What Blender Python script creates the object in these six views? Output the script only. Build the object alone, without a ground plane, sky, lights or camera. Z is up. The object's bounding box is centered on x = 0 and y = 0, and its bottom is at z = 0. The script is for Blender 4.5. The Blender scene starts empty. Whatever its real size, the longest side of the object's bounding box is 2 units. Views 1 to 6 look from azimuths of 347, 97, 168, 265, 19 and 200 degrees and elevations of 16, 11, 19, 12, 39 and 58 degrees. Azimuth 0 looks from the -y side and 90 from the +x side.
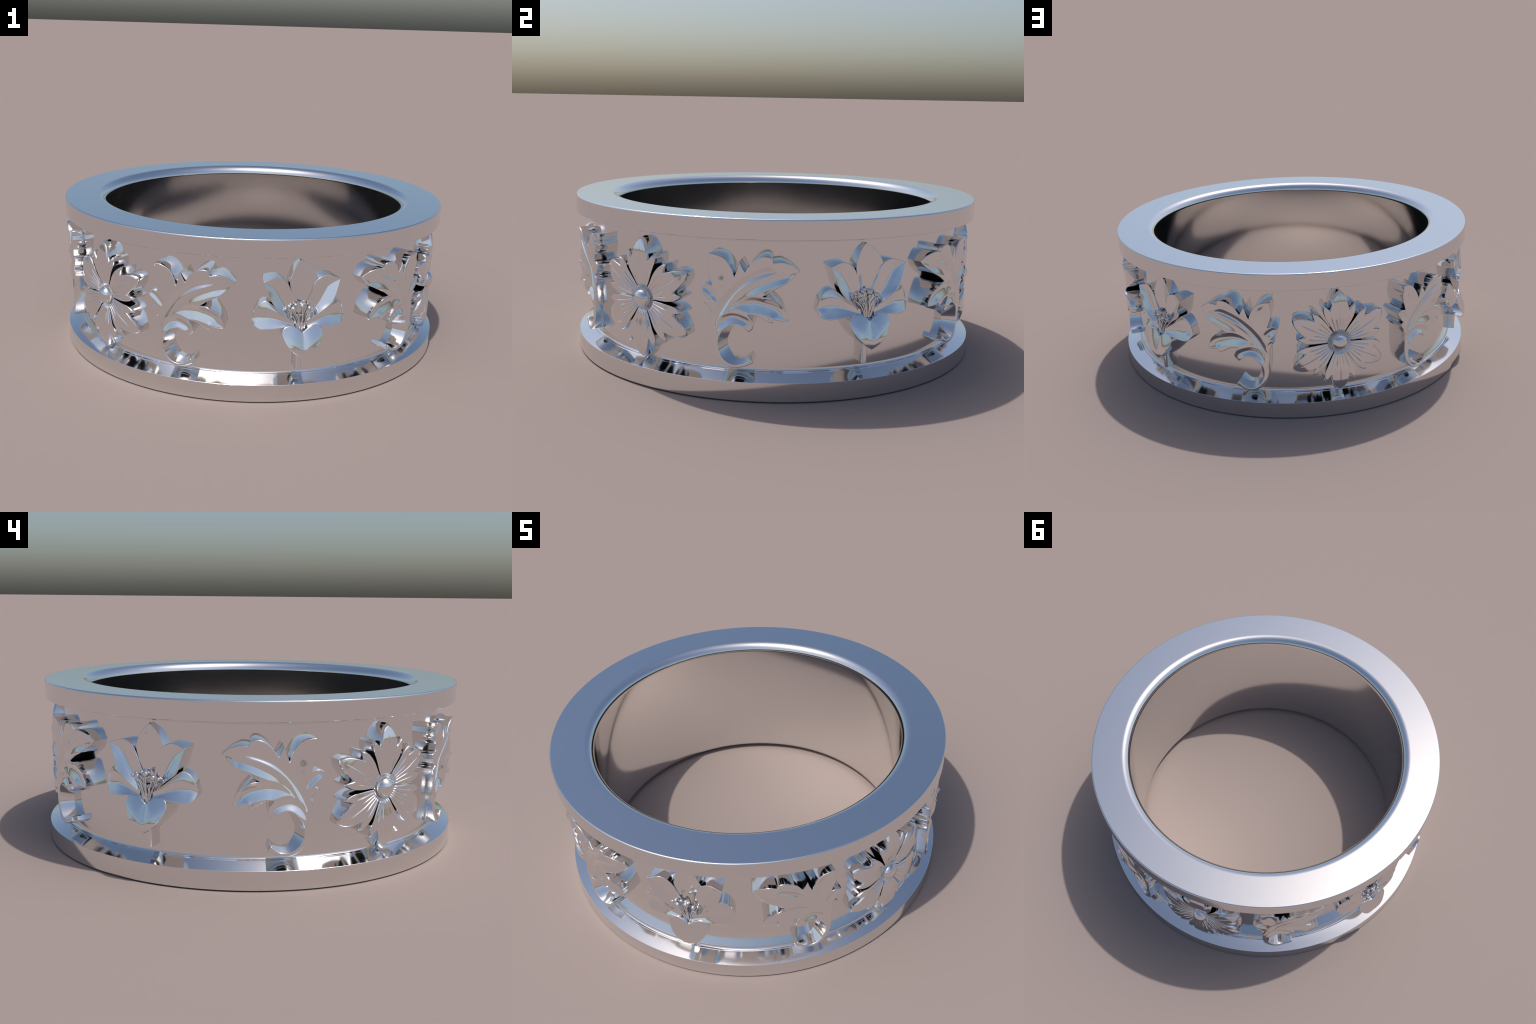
"""Polished metal ring: a broad band between two rims, its outside wall carved in
relief with three six-petalled flowers, three lilies and six acanthus leaves.
Metres, z up, the ring lies flat with its axis along z."""
import math
import bpy
import numpy as np
from mathutils import Vector, geometry

AXIS = (0.0, 0.0073)          # the ring's axis; the lilies stick out further than the rims
HEIGHT = 0.7572
WALL = 0.913                  # radius of the recessed wall that carries the relief
BASE = 0.912                  # radius that relief heights are counted from
R0 = 0.96                     # radius at which the flat motif plans are wrapped
SEG = 384

# ------------------------------------------------------------------ material
def polished_metal():
    m = bpy.data.materials.new("polished_white_metal")
    m.use_nodes = True
    nt = m.node_tree
    b = nt.nodes["Principled BSDF"]
    b.inputs["Metallic"].default_value = 1.0
    tc = nt.nodes.new("ShaderNodeTexCoord")
    no = nt.nodes.new("ShaderNodeTexNoise")
    no.inputs["Scale"].default_value = 6.0
    no.inputs["Detail"].default_value = 2.0
    mr = nt.nodes.new("ShaderNodeMapRange")
    mr.inputs["To Min"].default_value = 0.09
    mr.inputs["To Max"].default_value = 0.11
    cr = nt.nodes.new("ShaderNodeMix")
    cr.data_type = "RGBA"
    cr.inputs["A"].default_value = (0.800, 0.800, 0.800, 1)
    cr.inputs["B"].default_value = (0.815, 0.815, 0.815, 1)
    nt.links.new(tc.outputs["Object"], no.inputs["Vector"])
    nt.links.new(no.outputs["Fac"], mr.inputs["Value"])
    nt.links.new(no.outputs["Fac"], cr.inputs["Factor"])
    nt.links.new(mr.outputs["Result"], b.inputs["Roughness"])
    nt.links.new(cr.outputs["Result"], b.inputs["Base Color"])
    return m

METAL = polished_metal()

# ------------------------------------------------------------------ helpers
def smooth(x, a, b):
    t = np.clip((np.asarray(x, float) - a) / (b - a), 0, 1)
    return t * t * (3 - 2 * t)

def catmull(pts, n, closed=False):
    """Chord-length Catmull-Rom through control points of any dimension."""
    p = np.asarray(pts, float)
    if len(p) == 2:
        t = np.linspace(0, 1, n)[:, None]
        return p[0] * (1 - t) + p[1] * t
    e = np.vstack([2 * p[0] - p[1], p, 2 * p[-1] - p[-2]])
    k = np.concatenate([[0], np.cumsum(np.maximum(np.linalg.norm(np.diff(e, axis=0), axis=1), 1e-9) ** 0.5)])
    out = []
    for t in np.linspace(k[1], k[-2], n):
        i = min(max(np.searchsorted(k, t, side="right") - 1, 1), len(p) - 1)
        t0, t1, t2, t3 = k[i - 1:i + 3]
        a0, a1, a2, a3 = e[i - 1:i + 3]
        b1 = (t1 - t) / (t1 - t0) * a0 + (t - t0) / (t1 - t0) * a1
        b2 = (t2 - t) / (t2 - t1) * a1 + (t - t1) / (t2 - t1) * a2
        b3 = (t3 - t) / (t3 - t2) * a2 + (t - t2) / (t3 - t2) * a3
        c1 = (t2 - t) / (t2 - t0) * b1 + (t - t0) / (t2 - t0) * b2
        c2 = (t3 - t) / (t3 - t1) * b2 + (t - t1) / (t3 - t1) * b3
        out.append((t2 - t) / (t2 - t1) * c1 + (t - t1) / (t2 - t1) * c2)
    return np.array(out)

def resample(poly, step):
    poly = np.asarray(poly, float)
    s = np.concatenate([[0], np.cumsum(np.linalg.norm(np.diff(poly, axis=0), axis=1))])
    n = max(2, int(round(s[-1] / step)) + 1)
    q = np.linspace(0, s[-1], n)
    return np.stack([np.interp(q, s, poly[:, i]) for i in range(poly.shape[1])], -1)

def wrap(x, y, h):
    """Flat plan (x along the wall, y up, h outward) -> around the cylinder at azimuth 0 (-y)."""
    a = np.asarray(x) / R0
    r = BASE + np.asarray(h)
    return np.stack([r * np.sin(a), -r * np.cos(a), np.asarray(y) + 0 * a], -1)

def mesh_from(name, verts, faces, angle=38, outward=True):
    me = bpy.data.meshes.new(name)
    me.from_pydata([tuple(map(float, v)) for v in verts], [], [tuple(map(int, f)) for f in faces])
    me.update()
    me.shade_smooth()
    me.set_sharp_from_angle(angle=math.radians(angle))
    me.materials.append(METAL)
    return me

def subset(name, me, keep, ):
    """A region of a mesh as a mesh of its own, with the whole mesh's normals."""
    normals = [tuple(n.vector) for n in me.corner_normals]
    index, verts, faces, nor = {}, [], [], []
    for p in me.polygons:
        if not keep(p):
            continue
        f = []
        for v, l in zip(p.vertices, p.loop_indices):
            if v not in index:
                index[v] = len(verts)
                verts.append(tuple(me.vertices[v].co))
            f.append(index[v])
            nor.append(normals[l])
        faces.append(f)
    out = bpy.data.meshes.new(name)
    out.from_pydata(verts, [], faces)
    out.update()
    out.shade_smooth()
    out.normals_split_custom_set(nor)
    out.materials.append(METAL)
    return out

def put(name, data, parent=None, turn=0.0):
    o = bpy.data.objects.new(name, data)
    bpy.context.collection.objects.link(o)
    o.parent = parent
    o.rotation_euler = (0, 0, math.radians(turn))
    return o

# ------------------------------------------------------------------ the ring itself
ring = put("floral_ring", None)
ring.empty_display_size = 0.2
ring.location = (AXIS[0], AXIS[1], 0)
ring["label"] = "polished silver ring with raised flowers, lilies and leaves"
ring["category"] = "ring"

def arc(cr, cz, a, b, d0, d1, n):
    return [(cr + a * math.cos(math.radians(d)), cz + b * math.sin(math.radians(d))) for d in np.linspace(d0, d1, n)]

def band_profile():
    """Closed (r, z) section, counter-clockwise, plus a part tag for each stretch."""
    rim_r, bev = 0.9926, 0.007
    upper = []                                     # from mid inside wall, up and over, to mid outside wall
    bore = [("band", p) for p in [(0.778, HEIGHT / 2), (0.778, 0.55), (0.778, HEIGHT - 0.062)]]
    top_round = [("band", p) for p in [(0.778, HEIGHT - 0.0465)] + arc(0.8240, HEIGHT - 0.045, 0.046, 0.045, 180, 90, 28)] + [("rim", (0.8255, HEIGHT))]
    foot_round = [("band", p) for p in [(0.778, HEIGHT - 0.0565)] + arc(0.837, HEIGHT - 0.055, 0.059, 0.055, 180, 90, 28)] + [("rim", (0.8385, HEIGHT))]
    upper += [("rim", p) for p in [(0.8400, HEIGHT), (0.92, HEIGHT), (rim_r - bev - 0.0015, HEIGHT)]]
    upper += [("rim", p) for p in arc(rim_r - bev, HEIGHT - bev, bev, bev, 90, 0, 8)]
    upper += [("rim", p) for p in [(rim_r, HEIGHT - bev - 0.0015), (rim_r, 0.72), (rim_r, 0.690)]]
    edge = [("rim", (rim_r, 0.6745))]
    slope = [("rim", (rim_r - 0.0008, 0.6737)), ("rim", (0.965, 0.6647)), ("rim", (0.9300, 0.6530)), ("rim", (0.9283, 0.6525))]
    wall = [("band", (WALL, 0.6345)), ("band", (WALL, 0.60)), ("band", (WALL, 0.50)), ("band", (WALL, HEIGHT / 2))]
    # the lower rim meets the wall in a small concave fillet, the upper one in a plain corner
    fillet = [("rim", p) for p in arc(WALL + 0.0135, 0.6375, 0.0135, 0.0135, 90, 180, 8)]
    lower = [(t, (r, HEIGHT - z)) for t, (r, z) in reversed(bore + foot_round + upper + edge + slope + fillet + wall)]
    return bore + top_round + upper + [("rim", (rim_r, 0.6748)), ("rim", (rim_r - 0.001, 0.6739)), ("rim", (0.95, 0.6632)), ("rim", (WALL, 0.6535))] + wall + lower[1:-1]

def build_band():
    prof = band_profile()
    n = len(prof)
    ang = np.linspace(0, 2 * math.pi, SEG, endpoint=False)
    verts = [(r * math.cos(a), r * math.sin(a), z) for a in ang for _, (r, z) in prof]
    faces, tags = [], []
    for i in range(SEG):
        j = (i + 1) % SEG
        for k in range(n):
            l = (k + 1) % n
            faces.append((i * n + k, i * n + l, j * n + l, j * n + k))
            both = {prof[k][0], prof[l][0]}
            z = (prof[k][1][1] + prof[l][1][1]) / 2
            tags.append(("top" if z > HEIGHT / 2 else "low") if both == {"rim"} else "band")
    # faces point outward: profile runs inside -> top -> outside
    me = mesh_from("whole_band", verts, [f[::-1] for f in faces], angle=14)
    for name, tag in (("band", "band"), ("rim", "top"), ("rim", "low")):
        put(name, subset(name, me, lambda p: tags[p.index] == tag), ring)
    bpy.data.meshes.remove(me)

build_band()

# ------------------------------------------------------------------ patches with a skirt down to the wall
FOOT = -0.012

def grid_patch(name, X, Y, H, skirt=True, closed=False, angle=38):
    """A rectangular grid of plan points with heights; its border is carried down into the wall."""
    m, n = X.shape
    V = [wrap(X, Y, H).reshape(-1, 3)]
    F = [(i * n + j, i * n + j + 1, (i + 1) * n + j + 1, (i + 1) * n + j) for i in range(m - 1) for j in range(n - 1)]
    if skirt:
        loop = [(0, j) for j in range(n)] + [(i, n - 1) for i in range(1, m)] + [(m - 1, j) for j in range(n - 2, -1, -1)] + [(i, 0) for i in range(m - 2, 0, -1)]
        base = m * n
        xs = np.array([X[a] for a in loop]); ys = np.array([Y[a] for a in loop])
        V.append(wrap(xs, ys, np.full(len(loop), FOOT)))
        ids = [a * n + b for a, b in loop]
        L = len(loop)
        F += [(ids[k], base + k, base + (k + 1) % L, ids[(k + 1) % L]) for k in range(L)]
    V = np.vstack(V)
    return weld(name, V, F, angle)

def weld(name, V, F, angle=38):
    import bmesh
    bm = bmesh.new()
    vs = [bm.verts.new(tuple(map(float, v))) for v in V]
    for f in F:
        try:
            bm.faces.new([vs[i] for i in f])
        except ValueError:
            pass
    bmesh.ops.remove_doubles(bm, verts=bm.verts, dist=2e-5)
    bmesh.ops.dissolve_degenerate(bm, edges=bm.edges, dist=1e-6)
    bmesh.ops.recalc_face_normals(bm, faces=bm.faces)
    # keep the carved face outward
    total = sum(f.calc_area() * f.normal.dot(Vector((f.calc_center_median().x, f.calc_center_median().y, 0))) for f in bm.faces)
    if total < 0:
        bmesh.ops.reverse_faces(bm, faces=bm.faces)
    me = bpy.data.meshes.new(name)
    bm.to_mesh(me)
    bm.free()
    me.shade_smooth()
    me.set_sharp_from_angle(angle=math.radians(angle))
    me.materials.append(METAL)
    return me

def rail_patch(name, rails, nt=40, nw=32, edge=0.004, drop=0.004, extra=None, angle=38):
    """Petal spanned by rails (control points x, y, h from base to tip), lofted smoothly across,
    with a rounded border."""
    R = np.array([resample_t(catmull(r, 80), nt) for r in rails])      # rails x nt x 3
    k = len(rails)
    w = 0.5 - 0.5 * np.cos(np.linspace(0, math.pi, nw))
    P = np.array([catmull_at(R[:, i], w * (k - 1)) for i in range(nt)])  # nt x nw x 3
    X, Y, H = P[..., 0], P[..., 1], P[..., 2].copy()
    # distance to the two side borders, for the rounded edge
    dl = np.hypot(X - X[:, :1], Y - Y[:, :1]); dr = np.hypot(X - X[:, -1:], Y - Y[:, -1:])
    d = np.minimum(dl, dr)
    if extra is not None:
        H = H + extra(X, Y, np.linspace(0, 1, nt)[:, None] + 0 * X, w[None] * 2 - 1 + 0 * X)
    q = np.clip(1 - d / edge, 0, 1)
    H = H - drop * (1 - np.sqrt(1 - q * q + 1e-9))
    return grid_patch(name, X, Y, H, angle=angle)

def resample_t(poly, n):
    s = np.concatenate([[0], np.cumsum(np.linalg.norm(np.diff(poly[:, :2], axis=0), axis=1))])
    q = np.linspace(0, s[-1], n)
    return np.stack([np.interp(q, s, poly[:, i]) for i in range(3)], -1)

def catmull_at(p, t):
    """Uniform Catmull-Rom through the rows of p at parameters t in [0, len-1]."""
    n = len(p)
    e = np.vstack([2 * p[0] - p[1], p, 2 * p[-1] - p[-2]])
    i = np.minimum(t.astype(int), n - 2)
    f = (t - i)[:, None]
    a, b, c, d = e[i], e[i + 1], e[i + 2], e[i + 3]
    return 0.5 * (2 * b + (c - a) * f + (2 * a - 5 * b + 4 * c - d) * f ** 2 + (3 * b - a - 3 * c + d) * f ** 3)

def tube(path, radii, sides=12):
    """Round bar along a plan path of (x, y, h); returns verts, faces."""
    P = wrap(path[:, 0], path[:, 1], path[:, 2])
    T = np.gradient(P, axis=0)
    T /= np.linalg.norm(T, axis=1)[:, None]
    ref = np.array([1.0, 0.0, 0.0])
    V, F = [], []
    for i, (p, t) in enumerate(zip(P, T)):
        u = np.cross(t, ref); u /= np.linalg.norm(u)
        v = np.cross(t, u)
        for a in np.linspace(0, 2 * math.pi, sides, endpoint=False):
            V.append(p + radii[i] * (math.cos(a) * u + math.sin(a) * v))
    for i in range(len(P) - 1):
        for a in range(sides):
            b = (a + 1) % sides
            F.append((i * sides + a, i * sides + b, (i + 1) * sides + b, (i + 1) * sides + a))
    F.append(tuple(range(sides)))
    F.append(tuple(range((len(P) - 1) * sides, len(P) * sides)))
    return V, F

def ball(x, y, h, rx, ry, rh, nu=20, nv=12):
    """Ellipsoid with half-axes along the plan directions."""
    u = np.linspace(0, 2 * math.pi, nu, endpoint=False)
    V = [wrap(x, y - ry, h)]
    for k in range(1, nv):
        p = -math.pi / 2 + math.pi * k / nv
        for a in u:
            V.append(wrap(x + rx * math.cos(p) * math.cos(a), y + ry * math.sin(p), h + rh * math.cos(p) * math.sin(a)))
    V.append(wrap(x, y + ry, h))
    F = []
    for a in range(nu):
        b = (a + 1) % nu
        F.append((0, 1 + b, 1 + a))
        for k in range(nv - 2):
            F.append((1 + k * nu + a, 1 + k * nu + b, 1 + (k + 1) * nu + b, 1 + (k + 1) * nu + a))
        F.append((1 + (nv - 2) * nu + a, 1 + (nv - 2) * nu + b, len(V) - 1))
    return V, F

def joined(parts):
    V, F = [], []
    for v, f in parts:
        o = len(V)
        V += list(v)
        F += [tuple(i + o for i in q) for q in f]
    return V, F

# ------------------------------------------------------------------ six-petalled flower
FLOWER_AZ, FLOWER_Z = (61.1, 179.9, 301.3), 0.376
# outer radius of one petal against the angle from its own axis: pointed tip, notch, side tooth, straight flank
PETAL_EDGE = [(0, .267), (3, .260), (6, .248), (9.5, .226), (12.5, .203), (15.2, .183), (17, .193), (18.8, .207), (20.4, .217),
              (22.4, .212), (24.2, .201), (26, .185), (27.0, .168), (27.6, .146), (28.0, .118), (28.3, .085), (28.6, .05)]
RIBS = [(0, .246, .0022, 1.6), (8.5, .150, .0030, 1.9), (18.5, .172, .0034, 2.1)]   # angle, length, depth, half-width (deg)

def petal_height(rho, ang, out):
    h = 0.028 + 0.019 * smooth(rho, 0.041, 0.067) + 0.012 * smooth(rho, 0.06, 0.15) - 0.013 * smooth(rho, 0.195, 0.27)
    h = h - 0.004 * smooth(np.abs(ang), 15, 30) * smooth(rho, 0.06, 0.15)
    for a, length, depth, half in RIBS:
        for s in ((1, -1) if a else (1,)):
            u = np.abs(ang - s * a) * (rho + 0.06) / 0.16 / half
            fade = smooth(rho, 0.035, 0.06) * (1 - smooth(rho, length * 0.7, length))
            h = h - depth * fade * np.clip(1 - u, 0, 1) ** 1.4
    # rounded rim, deeper near the tip
    d = out - rho
    q = np.clip(1 - d / 0.016, 0, 1)
    h = h - 0.012 * q ** 2.2 * smooth(out, 0.1, 0.2)
    e = (30 - np.abs(ang)) * np.pi / 180 * rho
    q = np.clip(1 - e / 0.008, 0, 1)
    h = h - 0.006 * q ** 2
    return h

def build_petal(turn):
    ang = np.concatenate([-28.6 * np.ones(1), np.linspace(-28.5, 28.5, 141), 28.6 * np.ones(1)])
    tab = np.array(PETAL_EDGE)
    out = np.interp(np.abs(ang), tab[:, 0], tab[:, 1])
    s = 1 - (1 - np.linspace(0, 1, 54)) ** 1.35
    rho0 = 0.030
    rho = rho0 + s[:, None] * (out[None] - rho0)
    A = ang[None] + 0 * rho
    H = petal_height(rho, A, out[None] + 0 * rho)
    t = np.radians(A + turn)
    return grid_patch("petal", rho * np.sin(t), FLOWER_Z + rho * np.cos(t), H, angle=40)

def build_collar():
    """Ribbed cone that leads from the bead down to the petals."""
    n = 288
    t = np.linspace(0, 2 * math.pi, n + 1)
    prof = np.array([(0.0, .026), (0.02, .026), (0.036, .0265), (0.041, .0280), (0.044, .0295), (0.047, .0315), (0.051, .0345), (0.055, .0375), (0.059, .0340)])
    rho = prof[:, 0][:, None] + 0 * t[None]
    H = prof[:, 1][:, None] + 0 * t[None]
    H = H + 0.0020 * np.cos(48 * t)[None] * (smooth(rho, 0.038, 0.05))
    return grid_patch("flower", rho * np.sin(t), FLOWER_Z + rho * np.cos(t), H, skirt=False, angle=60)

def build_bead():
    V, F = ball(0, FLOWER_Z, 0.040, 0.0410, 0.0410, 0.0330, 48, 28)
    return weld("bead", V, F, 60)

def build_flowers():
    collar, bead = build_collar(), build_bead()
    petals = [build_petal(60 * k) for k in range(6)]
    for i in range(3):
        f = put("flower", collar, ring, FLOWER_AZ[i])
        put("bead", bead, f)
        for p in petals:
            put("petal", p, f)

build_flowers()

# ------------------------------------------------------------------ acanthus leaf
# border of the leaf as runs between corners (plan x, y), going round from the end of the scroll
LEAF_RUNS = [
    [(.018, .158), (-.022, .140), (-.063, .135), (-.097, .147), (-.124, .171), (-.147, .214), (-.155, .271), (-.156, .310), (-.156, .346), (-.160, .372), (-.169, .388), (-.184, .404)],
    [(-.184, .404), (-.174, .412), (-.164, .417)],
    [(-.164, .417), (-.178, .430), (-.191, .450), (-.203, .474)],
    [(-.203, .474), (-.188, .482), (-.170, .484), (-.152, .479)],
    [(-.152, .479), (-.158, .500), (-.168, .528), (-.171, .560), (-.165, .588), (-.167, .609)],
    [(-.167, .609), (-.137, .606), (-.103, .591), (-.079, .563), (-.067, .540), (-.061, .519)],
    [(-.061, .519), (-.051, .546), (-.040, .584)],
    [(-.040, .584), (-.030, .562), (-.018, .541)],
    [(-.018, .541), (.010, .580), (.040, .602), (.069, .608), (.088, .601), (.094, .581)],
    [(.094, .581), (.129, .584), (.166, .571), (.202, .545)],
    [(.202, .545), (.174, .516), (.138, .490), (.092, .467), (.053, .441)],
    [(.053, .441), (.086, .440), (.114, .422), (.140, .395), (.154, .362), (.158, .341)],
    [(.158, .341), (.128, .341), (.098, .350)],
    [(.098, .350), (.093, .334)],
    [(.093, .334), (.069, .341), (.039, .358), (-.003, .364)],
    [(-.003, .364), (.013, .341), (.019, .320), (.012, .299), (-.002, .289)],
    [(-.002, .289), (-.017, .304), (-.040, .317), (-.066, .318), (-.092, .304), (-.114, .277), (-.125, .245), (-.122, .208), (-.101, .172), (-.067, .151), (-.030, .152), (.007, .179)],
    [(.007, .179), (.018, .158)],
]
# valleys: control points, depth, width of the side that rises to the right of travel, width of the other side
VALLEYS = [
    ([(.118, .543), (.075, .538), (.003, .509), (-.062, .452), (-.113, .381), (-.136, .322), (-.143, .25)], .0095, .015, .026, .05, .10),
    ([(.160, .520), (.110, .514), (.049, .492), (-.018, .455), (-.065, .408), (-.104, .345)], .0070, .028, .030, .03, .12),
    ([(.163, .326), (.150, .352), (.132, .383), (.100, .402), (.060, .412), (.014, .415), (-.035, .404), (-.085, .378)], .0130, -.046, .028, .03, .10),
    ([(-.160, .598), (-.137, .582), (-.110, .545), (-.103, .505), (-.108, .430)], .0045, .026, .026, .12, .06),
    ([(-.200, .472), (-.172, .461), (-.148, .440), (-.122, .395)], .0085, -.017, .018, .02, .05),
    ([(-.180, .402), (-.165, .393), (-.152, .375), (-.140, .335)], .0045, -.012, .012, .012, .04),
    ([(.010, .278), (.008, .305), (-.006, .328), (-.035, .342), (-.070, .347), (-.103, .334), (-.128, .300), (-.140, .250)], .0125, -.030, .022, .02, .09),
]

def distance_to(poly, P):
    """Distance, signed side and position (0..length) of points P to a polyline."""
    best = np.full(len(P), 1e9); side = np.zeros(len(P)); pos = np.zeros(len(P)); s0 = 0.0
    for a, b in zip(poly[:-1], poly[1:]):
        v = b - a; L = np.hypot(*v)
        if L < 1e-9:
            continue
        w = P - a
        t = np.clip((w @ v) / L ** 2, 0, 1)
        d = np.hypot(*(w - t[:, None] * v).T)
        c = v[0] * w[:, 1] - v[1] * w[:, 0]
        m = d < best
        best[m] = d[m]; side[m] = np.sign(c[m]); pos[m] = s0 + t[m] * L
        s0 += L
    return best, side, pos, s0

def leaf_height(P, edge):
    x, y = P[:, 0], P[:, 1]
    h = 0.057 + 0.007 * smooth(-x, -0.01, 0.10)  * (1 - smooth(y, 0.25, 0.32)) + 0.013 * smooth(y, 0.25, 0.32)
    # broad swells and hollows of the blade: centre x, y, reach x, y, amount
    for cx, cy, rx, ry, a in [(-.085, .400, .075, .100, -.013),   # hollow middle
                              (.205, .545, .060, .060, -.028),    # long tip bends back to the wall
                              (-.112, .545, .040, .055, -.013),   # upper lobe lies lower
                              (.055, .600, .050, .030, .008),     # shoulder of the long lobe
                              (.105, .438, .045, .022, .009)]:    # shoulder of the lower lobe
        h = h + a * np.exp(-((x - cx) / rx) ** 2 - ((y - cy) / ry) ** 2)
    # rolled-up margin of the lower lobe
    margin = smooth(x, 0.04, 0.10) * (1 - smooth(y, 0.43, 0.46))
    h = h + 0.0045 * margin * np.exp(-(edge / 0.018) ** 2)
    cut = np.zeros(len(P))
    for pts, depth, wr, wl, f0, f1 in VALLEYS:
        line = catmull(pts, 60)
        d, s, pos, L = distance_to(line, P)
        rise = np.where(s > 0, abs(wr), wl) if wr > 0 else np.where(s < 0, wl, abs(wr))
        fade = smooth(pos, -f0 * 0.3, f0) * (1 - smooth(pos, L - f1, L * 1.001))
        u = d / (rise * np.maximum(fade, 0.08))
        e = 0.12
        f = np.clip(1 - (np.sqrt(u * u + e * e) - e) / (math.sqrt(1 + e * e) - e), 0, 1)
        f = f * fade
        cut = np.maximum(cut, depth * f)
    h = h - cut
    q = np.clip(1 - edge / 0.0045, 0, 1)
    return h - 0.0045 * (1 - np.sqrt(np.maximum(1 - q * q, 0)))

def build_leaf(mirror):
    border = []
    for run in LEAF_RUNS:
        c = resample(catmull(run, 60), 0.0045)
        border += list(c[:-1])
    border = np.array(border)
    n = len(border)
    area = 0.5 * np.sum(border[:, 0] * np.roll(border[:, 1], -1) - np.roll(border[:, 0], -1) * border[:, 1])
    if area < 0:
        border = border[::-1]
    closed = np.vstack([border, border[:1]])
    # inside points: rings just inside the border and a triangular lattice
    tang = np.roll(border, -1, 0) - np.roll(border, 1, 0)
    nrm = np.stack([-tang[:, 1], tang[:, 0]], -1) / np.linalg.norm(tang, axis=1)[:, None]
    cand = [border + nrm * o for o in (0.0006, 0.0016, 0.003, 0.0048)]
    step = 0.0042
    lo, hi = border.min(0), border.max(0)
    lat = [(lo[0] + (i + 0.5 * (j % 2)) * step, lo[1] + j * step * 0.866) for j in range(int((hi[1] - lo[1]) / step / 0.866) + 1) for i in range(int((hi[0] - lo[0]) / step) + 1)]
    lat = np.array(lat)
    def inside(P):
        c = np.zeros(len(P), bool)
        for a, b in zip(closed[:-1], closed[1:]):
            m = ((a[1] > P[:, 1]) != (b[1] > P[:, 1]))
            with np.errstate(divide="ignore", invalid="ignore"):
                xi = (b[0] - a[0]) * (P[:, 1] - a[1]) / (b[1] - a[1]) + a[0]
            c ^= m & (P[:, 0] < xi)
        return c
    pts = [border]
    for k, c in enumerate(cand):
        d = distance_to(closed, c)[0]
        pts.append(c[inside(c) & (d > (0.0006, 0.0016, 0.003, 0.0048)[k] * 0.93)])
    lat = lat[inside(lat)]
    pts.append(lat[distance_to(closed, lat)[0] > 0.0066])
    P = np.vstack(pts)
    out = geometry.delaunay_2d_cdt([Vector((float(a), float(b))) for a, b in P], [], [list(range(n))], 1, 1e-6)
    Q = np.array([tuple(v) for v in out[0]])
    tri = [list(f) for f in out[2]]
    edge = distance_to(closed, Q)[0]
    H = leaf_height(Q, edge)
    sx = -1 if mirror else 1
    V = wrap(sx * Q[:, 0], Q[:, 1], H)
    # skirt along the free border of the triangulation
    count = {}
    for f in tri:
        for a, b in zip(f, f[1:] + f[:1]):
            count[(a, b)] = count.get((a, b), 0) + 1
    rim = [e for e in count if (e[1], e[0]) not in count]
    ids = sorted({i for e in rim for i in e})
    foot = {i: len(Q) + k for k, i in enumerate(ids)}
    # inside the curl of the scroll the side slopes in to the wall, elsewhere it stands upright
    cx, cy = -0.052, 0.236
    fx, fy = Q[ids, 0] - cx, Q[ids, 1] - cy
    dist = np.hypot(fx, fy)
    lean = np.where((dist < 0.088) & (Q[ids, 1] < 0.33), 1.0, 0.0) * (0.010 + 0.018 * smooth(-fx, 0.0, 0.06)) * smooth(-Q[ids, 0], 0.0, 0.03)
    fx, fy = cx + fx * (1 - lean / dist), cy + fy * (1 - lean / dist)
    V = np.vstack([V, wrap(sx * fx, fy, np.full(len(ids), FOOT + 0.006))])
    F = tri + [[b, a, foot[a], foot[b]] for a, b in rim]
    if mirror:
        F = [f[::-1] for f in F]
    flat = np.vstack([Q, Q[ids]])
    me = mesh_from("whole_leaf", V, F, angle=42)
    def is_stem(p):
        c = flat[list(p.vertices)].mean(0)
        return c[1] < 0.27
    blade = subset("leaf", me, lambda p: not is_stem(p))
    stem = subset("scroll_stem", me, is_stem)
    bpy.data.meshes.remove(me)
    return blade, stem

def build_leaves():
    for azimuths, mirror in (((91.25, 210.4, 331.4), False), ((31.0, 150.1, 271.0), True)):
        blade, stem = build_leaf(mirror)
        for i in range(3):
            l = put("leaf", blade, ring, azimuths[i])
            put("stem", stem, l)

build_leaves()

# ------------------------------------------------------------------ lily
LILY_AZ = (0.95, 120.85, 240.05)

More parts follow.
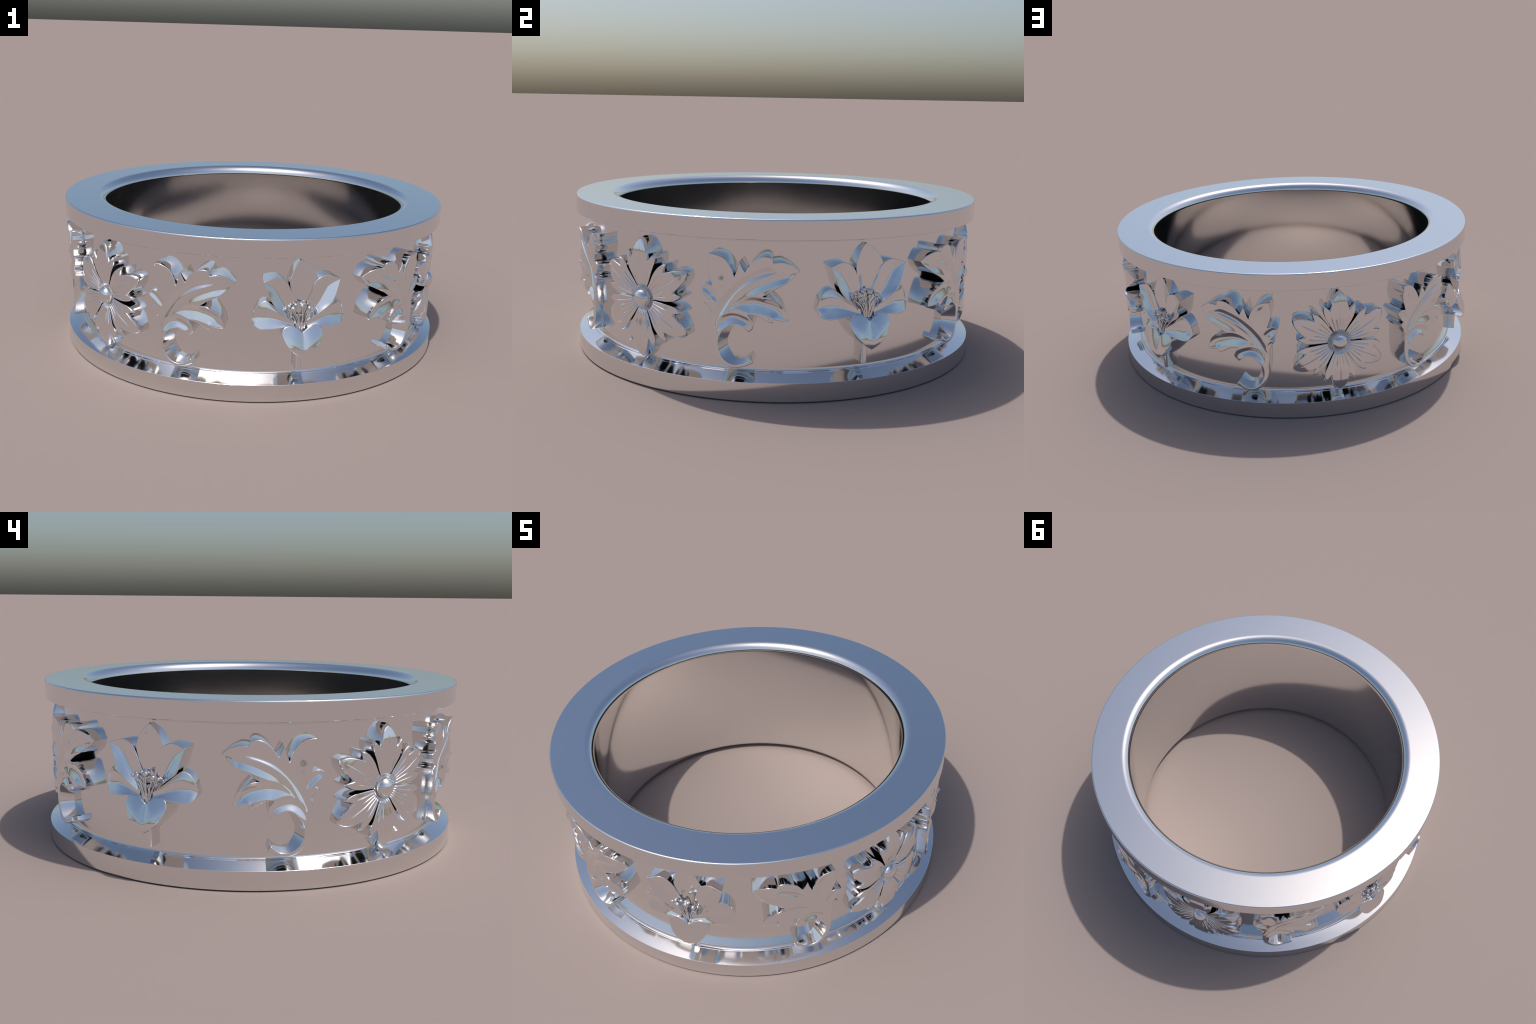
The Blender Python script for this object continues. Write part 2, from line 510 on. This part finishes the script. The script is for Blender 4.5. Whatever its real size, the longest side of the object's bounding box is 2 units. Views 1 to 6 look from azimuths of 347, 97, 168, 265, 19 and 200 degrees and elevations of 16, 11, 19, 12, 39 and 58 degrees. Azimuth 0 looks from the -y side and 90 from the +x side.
def build_lily():
    parts = []
    # tall petal at the back
    parts.append(("petal", rail_patch("petal", [
        [(-.018, .400, .018), (-.030, .456, .027), (-.042, .500, .035), (-.053, .550, .039), (-.045, .584, .035), (-.028, .618, .028), (.000, .647, .020)],
        [(-.006, .400, .018), (-.012, .460, .019), (-.016, .510, .022), (-.018, .550, .024), (-.015, .590, .024), (-.009, .622, .020), (.000, .647, .020)],
        [(.008, .400, .018), (.008, .460, .018), (.008, .510, .017), (.008, .550, .017), (.008, .590, .018), (.005, .622, .019), (.000, .647, .020)],
        [(.022, .400, .018), (.030, .460, .019), (.035, .510, .022), (.037, .550, .024), (.031, .590, .024), (.017, .622, .020), (.000, .647, .020)],
        [(.034, .400, .018), (.052, .456, .027), (.068, .498, .035), (.082, .545, .039), (.064, .590, .035), (.035, .625, .028), (.000, .647, .020)],
    ], nt=44, nw=40, edge=.005, drop=.004)))
    # pair of folded petals beside it
    def folded(outer, fold, inner, deep):
        """Outer edge rail, fold rail and inner edge rail: the fold lies `deep` below the outer edge."""
        n = len(outer)
        k = [0.25, 0.75, 1.0, 1.0, 1.0, 0.85, 0.0]
        f = [(x, y, outer[i][2] - deep * k[i]) for i, (x, y) in enumerate(fold)]
        e = [(x, y, min(f[i][2] + 0.002, h)) for i, (x, y, h) in enumerate(inner)]
        m1 = [tuple(0.5 * (a + b) for a, b in zip(p, q)) for p, q in zip(outer, f)]
        m2 = [tuple(0.5 * (a + b) for a, b in zip(p, q)) for p, q in zip(f, e)]
        return [outer, m1, f, m2, e]
    side_l = folded(
        [(-.030, .350, .038), (-.054, .382, .056), (-.085, .410, .066), (-.119, .446, .068), (-.141, .482, .068), (-.157, .526, .066), (-.172, .561, .063)],
        [(-.026, .352), (-.034, .385), (-.050, .412), (-.083, .466), (-.104, .502), (-.127, .534), (-.172, .561)],
        [(-.014, .356, .024), (-.016, .395, .028), (-.022, .440, .034), (-.040, .495, .041), (-.066, .551, .044), (-.110, .575, .049), (-.172, .561, .063)], .028)
    side_r = folded(
        [(.030, .352, .038), (.052, .386, .056), (.092, .421, .068), (.133, .454, .071), (.151, .485, .070), (.162, .515, .067), (.177, .562, .063)],
        [(.026, .354), (.038, .385), (.056, .412), (.090, .468), (.109, .502), (.132, .535), (.177, .562)],
        [(.010, .358, .024), (.014, .395, .028), (.026, .440, .034), (.046, .495, .041), (.068, .553, .044), (.112, .576, .049), (.177, .562, .063)], .031)
    for rails in (side_l, side_r):
        parts.append(("petal", rail_patch("petal", rails, nt=56, nw=48, edge=.0035, drop=.003)))
    # broad lower petals that curl back
    low = [
        [(-.030, .375, .046), (-.080, .410, .044), (-.115, .438, .040), (-.133, .453, .036), (-.155, .465, .034), (-.185, .454, .032), (-.208, .424, .030), (-.217, .392, .029)],
        [(-.030, .365, .047), (-.080, .395, .047), (-.112, .415, .047), (-.135, .424, .045), (-.158, .428, .042), (-.180, .422, .039), (-.200, .405, .035), (-.217, .388, .030)],
        [(-.030, .358, .048), (-.070, .372, .047), (-.100, .385, .045), (-.125, .393, .043), (-.148, .397, .042), (-.172, .396, .040), (-.195, .390, .036), (-.217, .382, .031)],
        [(-.030, .350, .052), (-.065, .360, .052), (-.095, .366, .052), (-.122, .369, .051), (-.148, .370, .050), (-.174, .367, .048), (-.198, .368, .044), (-.217, .374, .033)],
        [(-.030, .342, .060), (-.065, .350, .062), (-.095, .346, .063), (-.122, .343, .063), (-.148, .341, .061), (-.177, .340, .058), (-.201, .347, .050), (-.216, .366, .034)],
    ]
    parts.append(("petal", rail_patch("petal", low, nt=48, nw=44, edge=.004)))
    parts.append(("petal", rail_patch("petal", [[(0.0005 - x, y, h) for x, y, h in r] for r in low], nt=48, nw=44, edge=.004)))
    # heart-shaped lip that leans out over the lower rim
    def lip_extra(X, Y, t, w):
        u = np.abs(X - 0.007)
        lobes = 0.0030 * np.exp(-((u - 0.042) / 0.034) ** 2 - ((Y - 0.288) / 0.050) ** 2)
        return lobes - 0.0035 * np.exp(-u / 0.010) * smooth(Y, 0.225, 0.26)
    c = 0.007
    def lean(y):
        return 0.0945 - 0.34 * max(0.0, y - 0.250) - 0.35 * max(0.0, 0.232 - y)
    half = [(x, y, lean(y) - d) for x, y, d in [(0, .327, 0), (-.030, .348, 0), (-.056, .356, 0), (-.083, .348, 0), (-.093, .325, 0), (-.083, .290, .001), (-.058, .256, .001), (-.029, .229, .001), (.001, .208, 0)]]
    mid = [(0.0, y, lean(y)) for y in (.327, .311, .296, .280, .265, .252, .238, .222, .208)]
    def between(a, b, f, bulge):
        return [(a[i][0] * f + b[i][0] * (1 - f), a[i][1] * f + b[i][1] * (1 - f), a[i][2] * f + b[i][2] * (1 - f) + bulge * math.sin(math.pi * i / 8)) for i in range(9)]
    left = [half, between(half, mid, .66, .0015), between(half, mid, .33, .002), mid]
    right = [[(-x, y, h) for x, y, h in r] for r in left[:-1]][::-1]
    rails = [[(x + c, y, h) for x, y, h in r] for r in left + right]
    parts.append(("lip_petal", rail_patch("lip_petal", rails, nt=56, nw=56, edge=.004, drop=.004, extra=lip_extra)))
    # stem: a rounded bar on the wall
    n = 17
    u = np.linspace(-1, 1, n)
    ys = np.linspace(.139, .262, 24)
    X = (0.001 + 0.0135 * u)[None] + 0.003 * smooth(ys, .15, .25)[:, None] * -1
    H = (0.043 - 0.010 * np.clip(np.abs(u) - 0.55, 0, 1) ** 1.5 / 0.45 ** 1.5)[None] + 0 * ys[:, None]
    parts.append(("stem", grid_patch("stem", X, ys[:, None] + 0 * X, H, angle=50)))
    # stamens and pistil
    for x, y, h, r in [(-.070, .429, .040, .0092), (-.052, .440, .040, .0092), (-.037, .435, .056, .0112), (-.023, .448, .043, .0096),
                       (.036, .434, .056, .0112), (.053, .426, .042, .0090)]:
        b = np.array([0.004 + x * 0.22, .340, .048])
        m = np.array([0.004 + x * 0.50, .338 + 0.55 * (y - .338), (.050 + h) / 2 + .003])
        path = catmull([tuple(b), tuple(m), (x, y - .004, h - .003)], 14)
        t = tube(path, np.linspace(.0032, .0026, 14), 10)
        a = ball(x, y, h, r, r * .95, r * .9)
        V, F = joined([t, a])
        parts.append(("stamen", weld("stamen", V, F, 50)))
    path = catmull([(.005, .338, .050), (.004, .395, .057), (.004, .444, .054)], 16)
    bits = [tube(path, np.linspace(.0038, .0030, 16), 10)]
    bits += [ball(.003, .447, .057, .0125, .0115, .0105), ball(.012, .452, .049, .0100, .0070, .009), ball(.001, .455, .046, .0100, .0060, .009)]
    V, F = joined(bits)
    parts.append(("pistil", weld("pistil", V, F, 50)))
    # throat: the hollow the stamens rise from
    t = np.linspace(0, 2 * math.pi, 49)
    rr = np.array([0.0, .012, .024, .034, .042])
    HH = np.array([.018, .018, .019, .020, .016])
    X = 0.006 + rr[:, None] * np.cos(t)[None] * 1.1
    Y = 0.362 + rr[:, None] * np.sin(t)[None] * 0.8
    throat = grid_patch("lily", X, Y, HH[:, None] + 0 * X, skirt=False, angle=60)
    for i in range(3):
        l = put("lily", throat, ring, LILY_AZ[i])
        for name, me in parts:
            put(name, me, l)

build_lily()
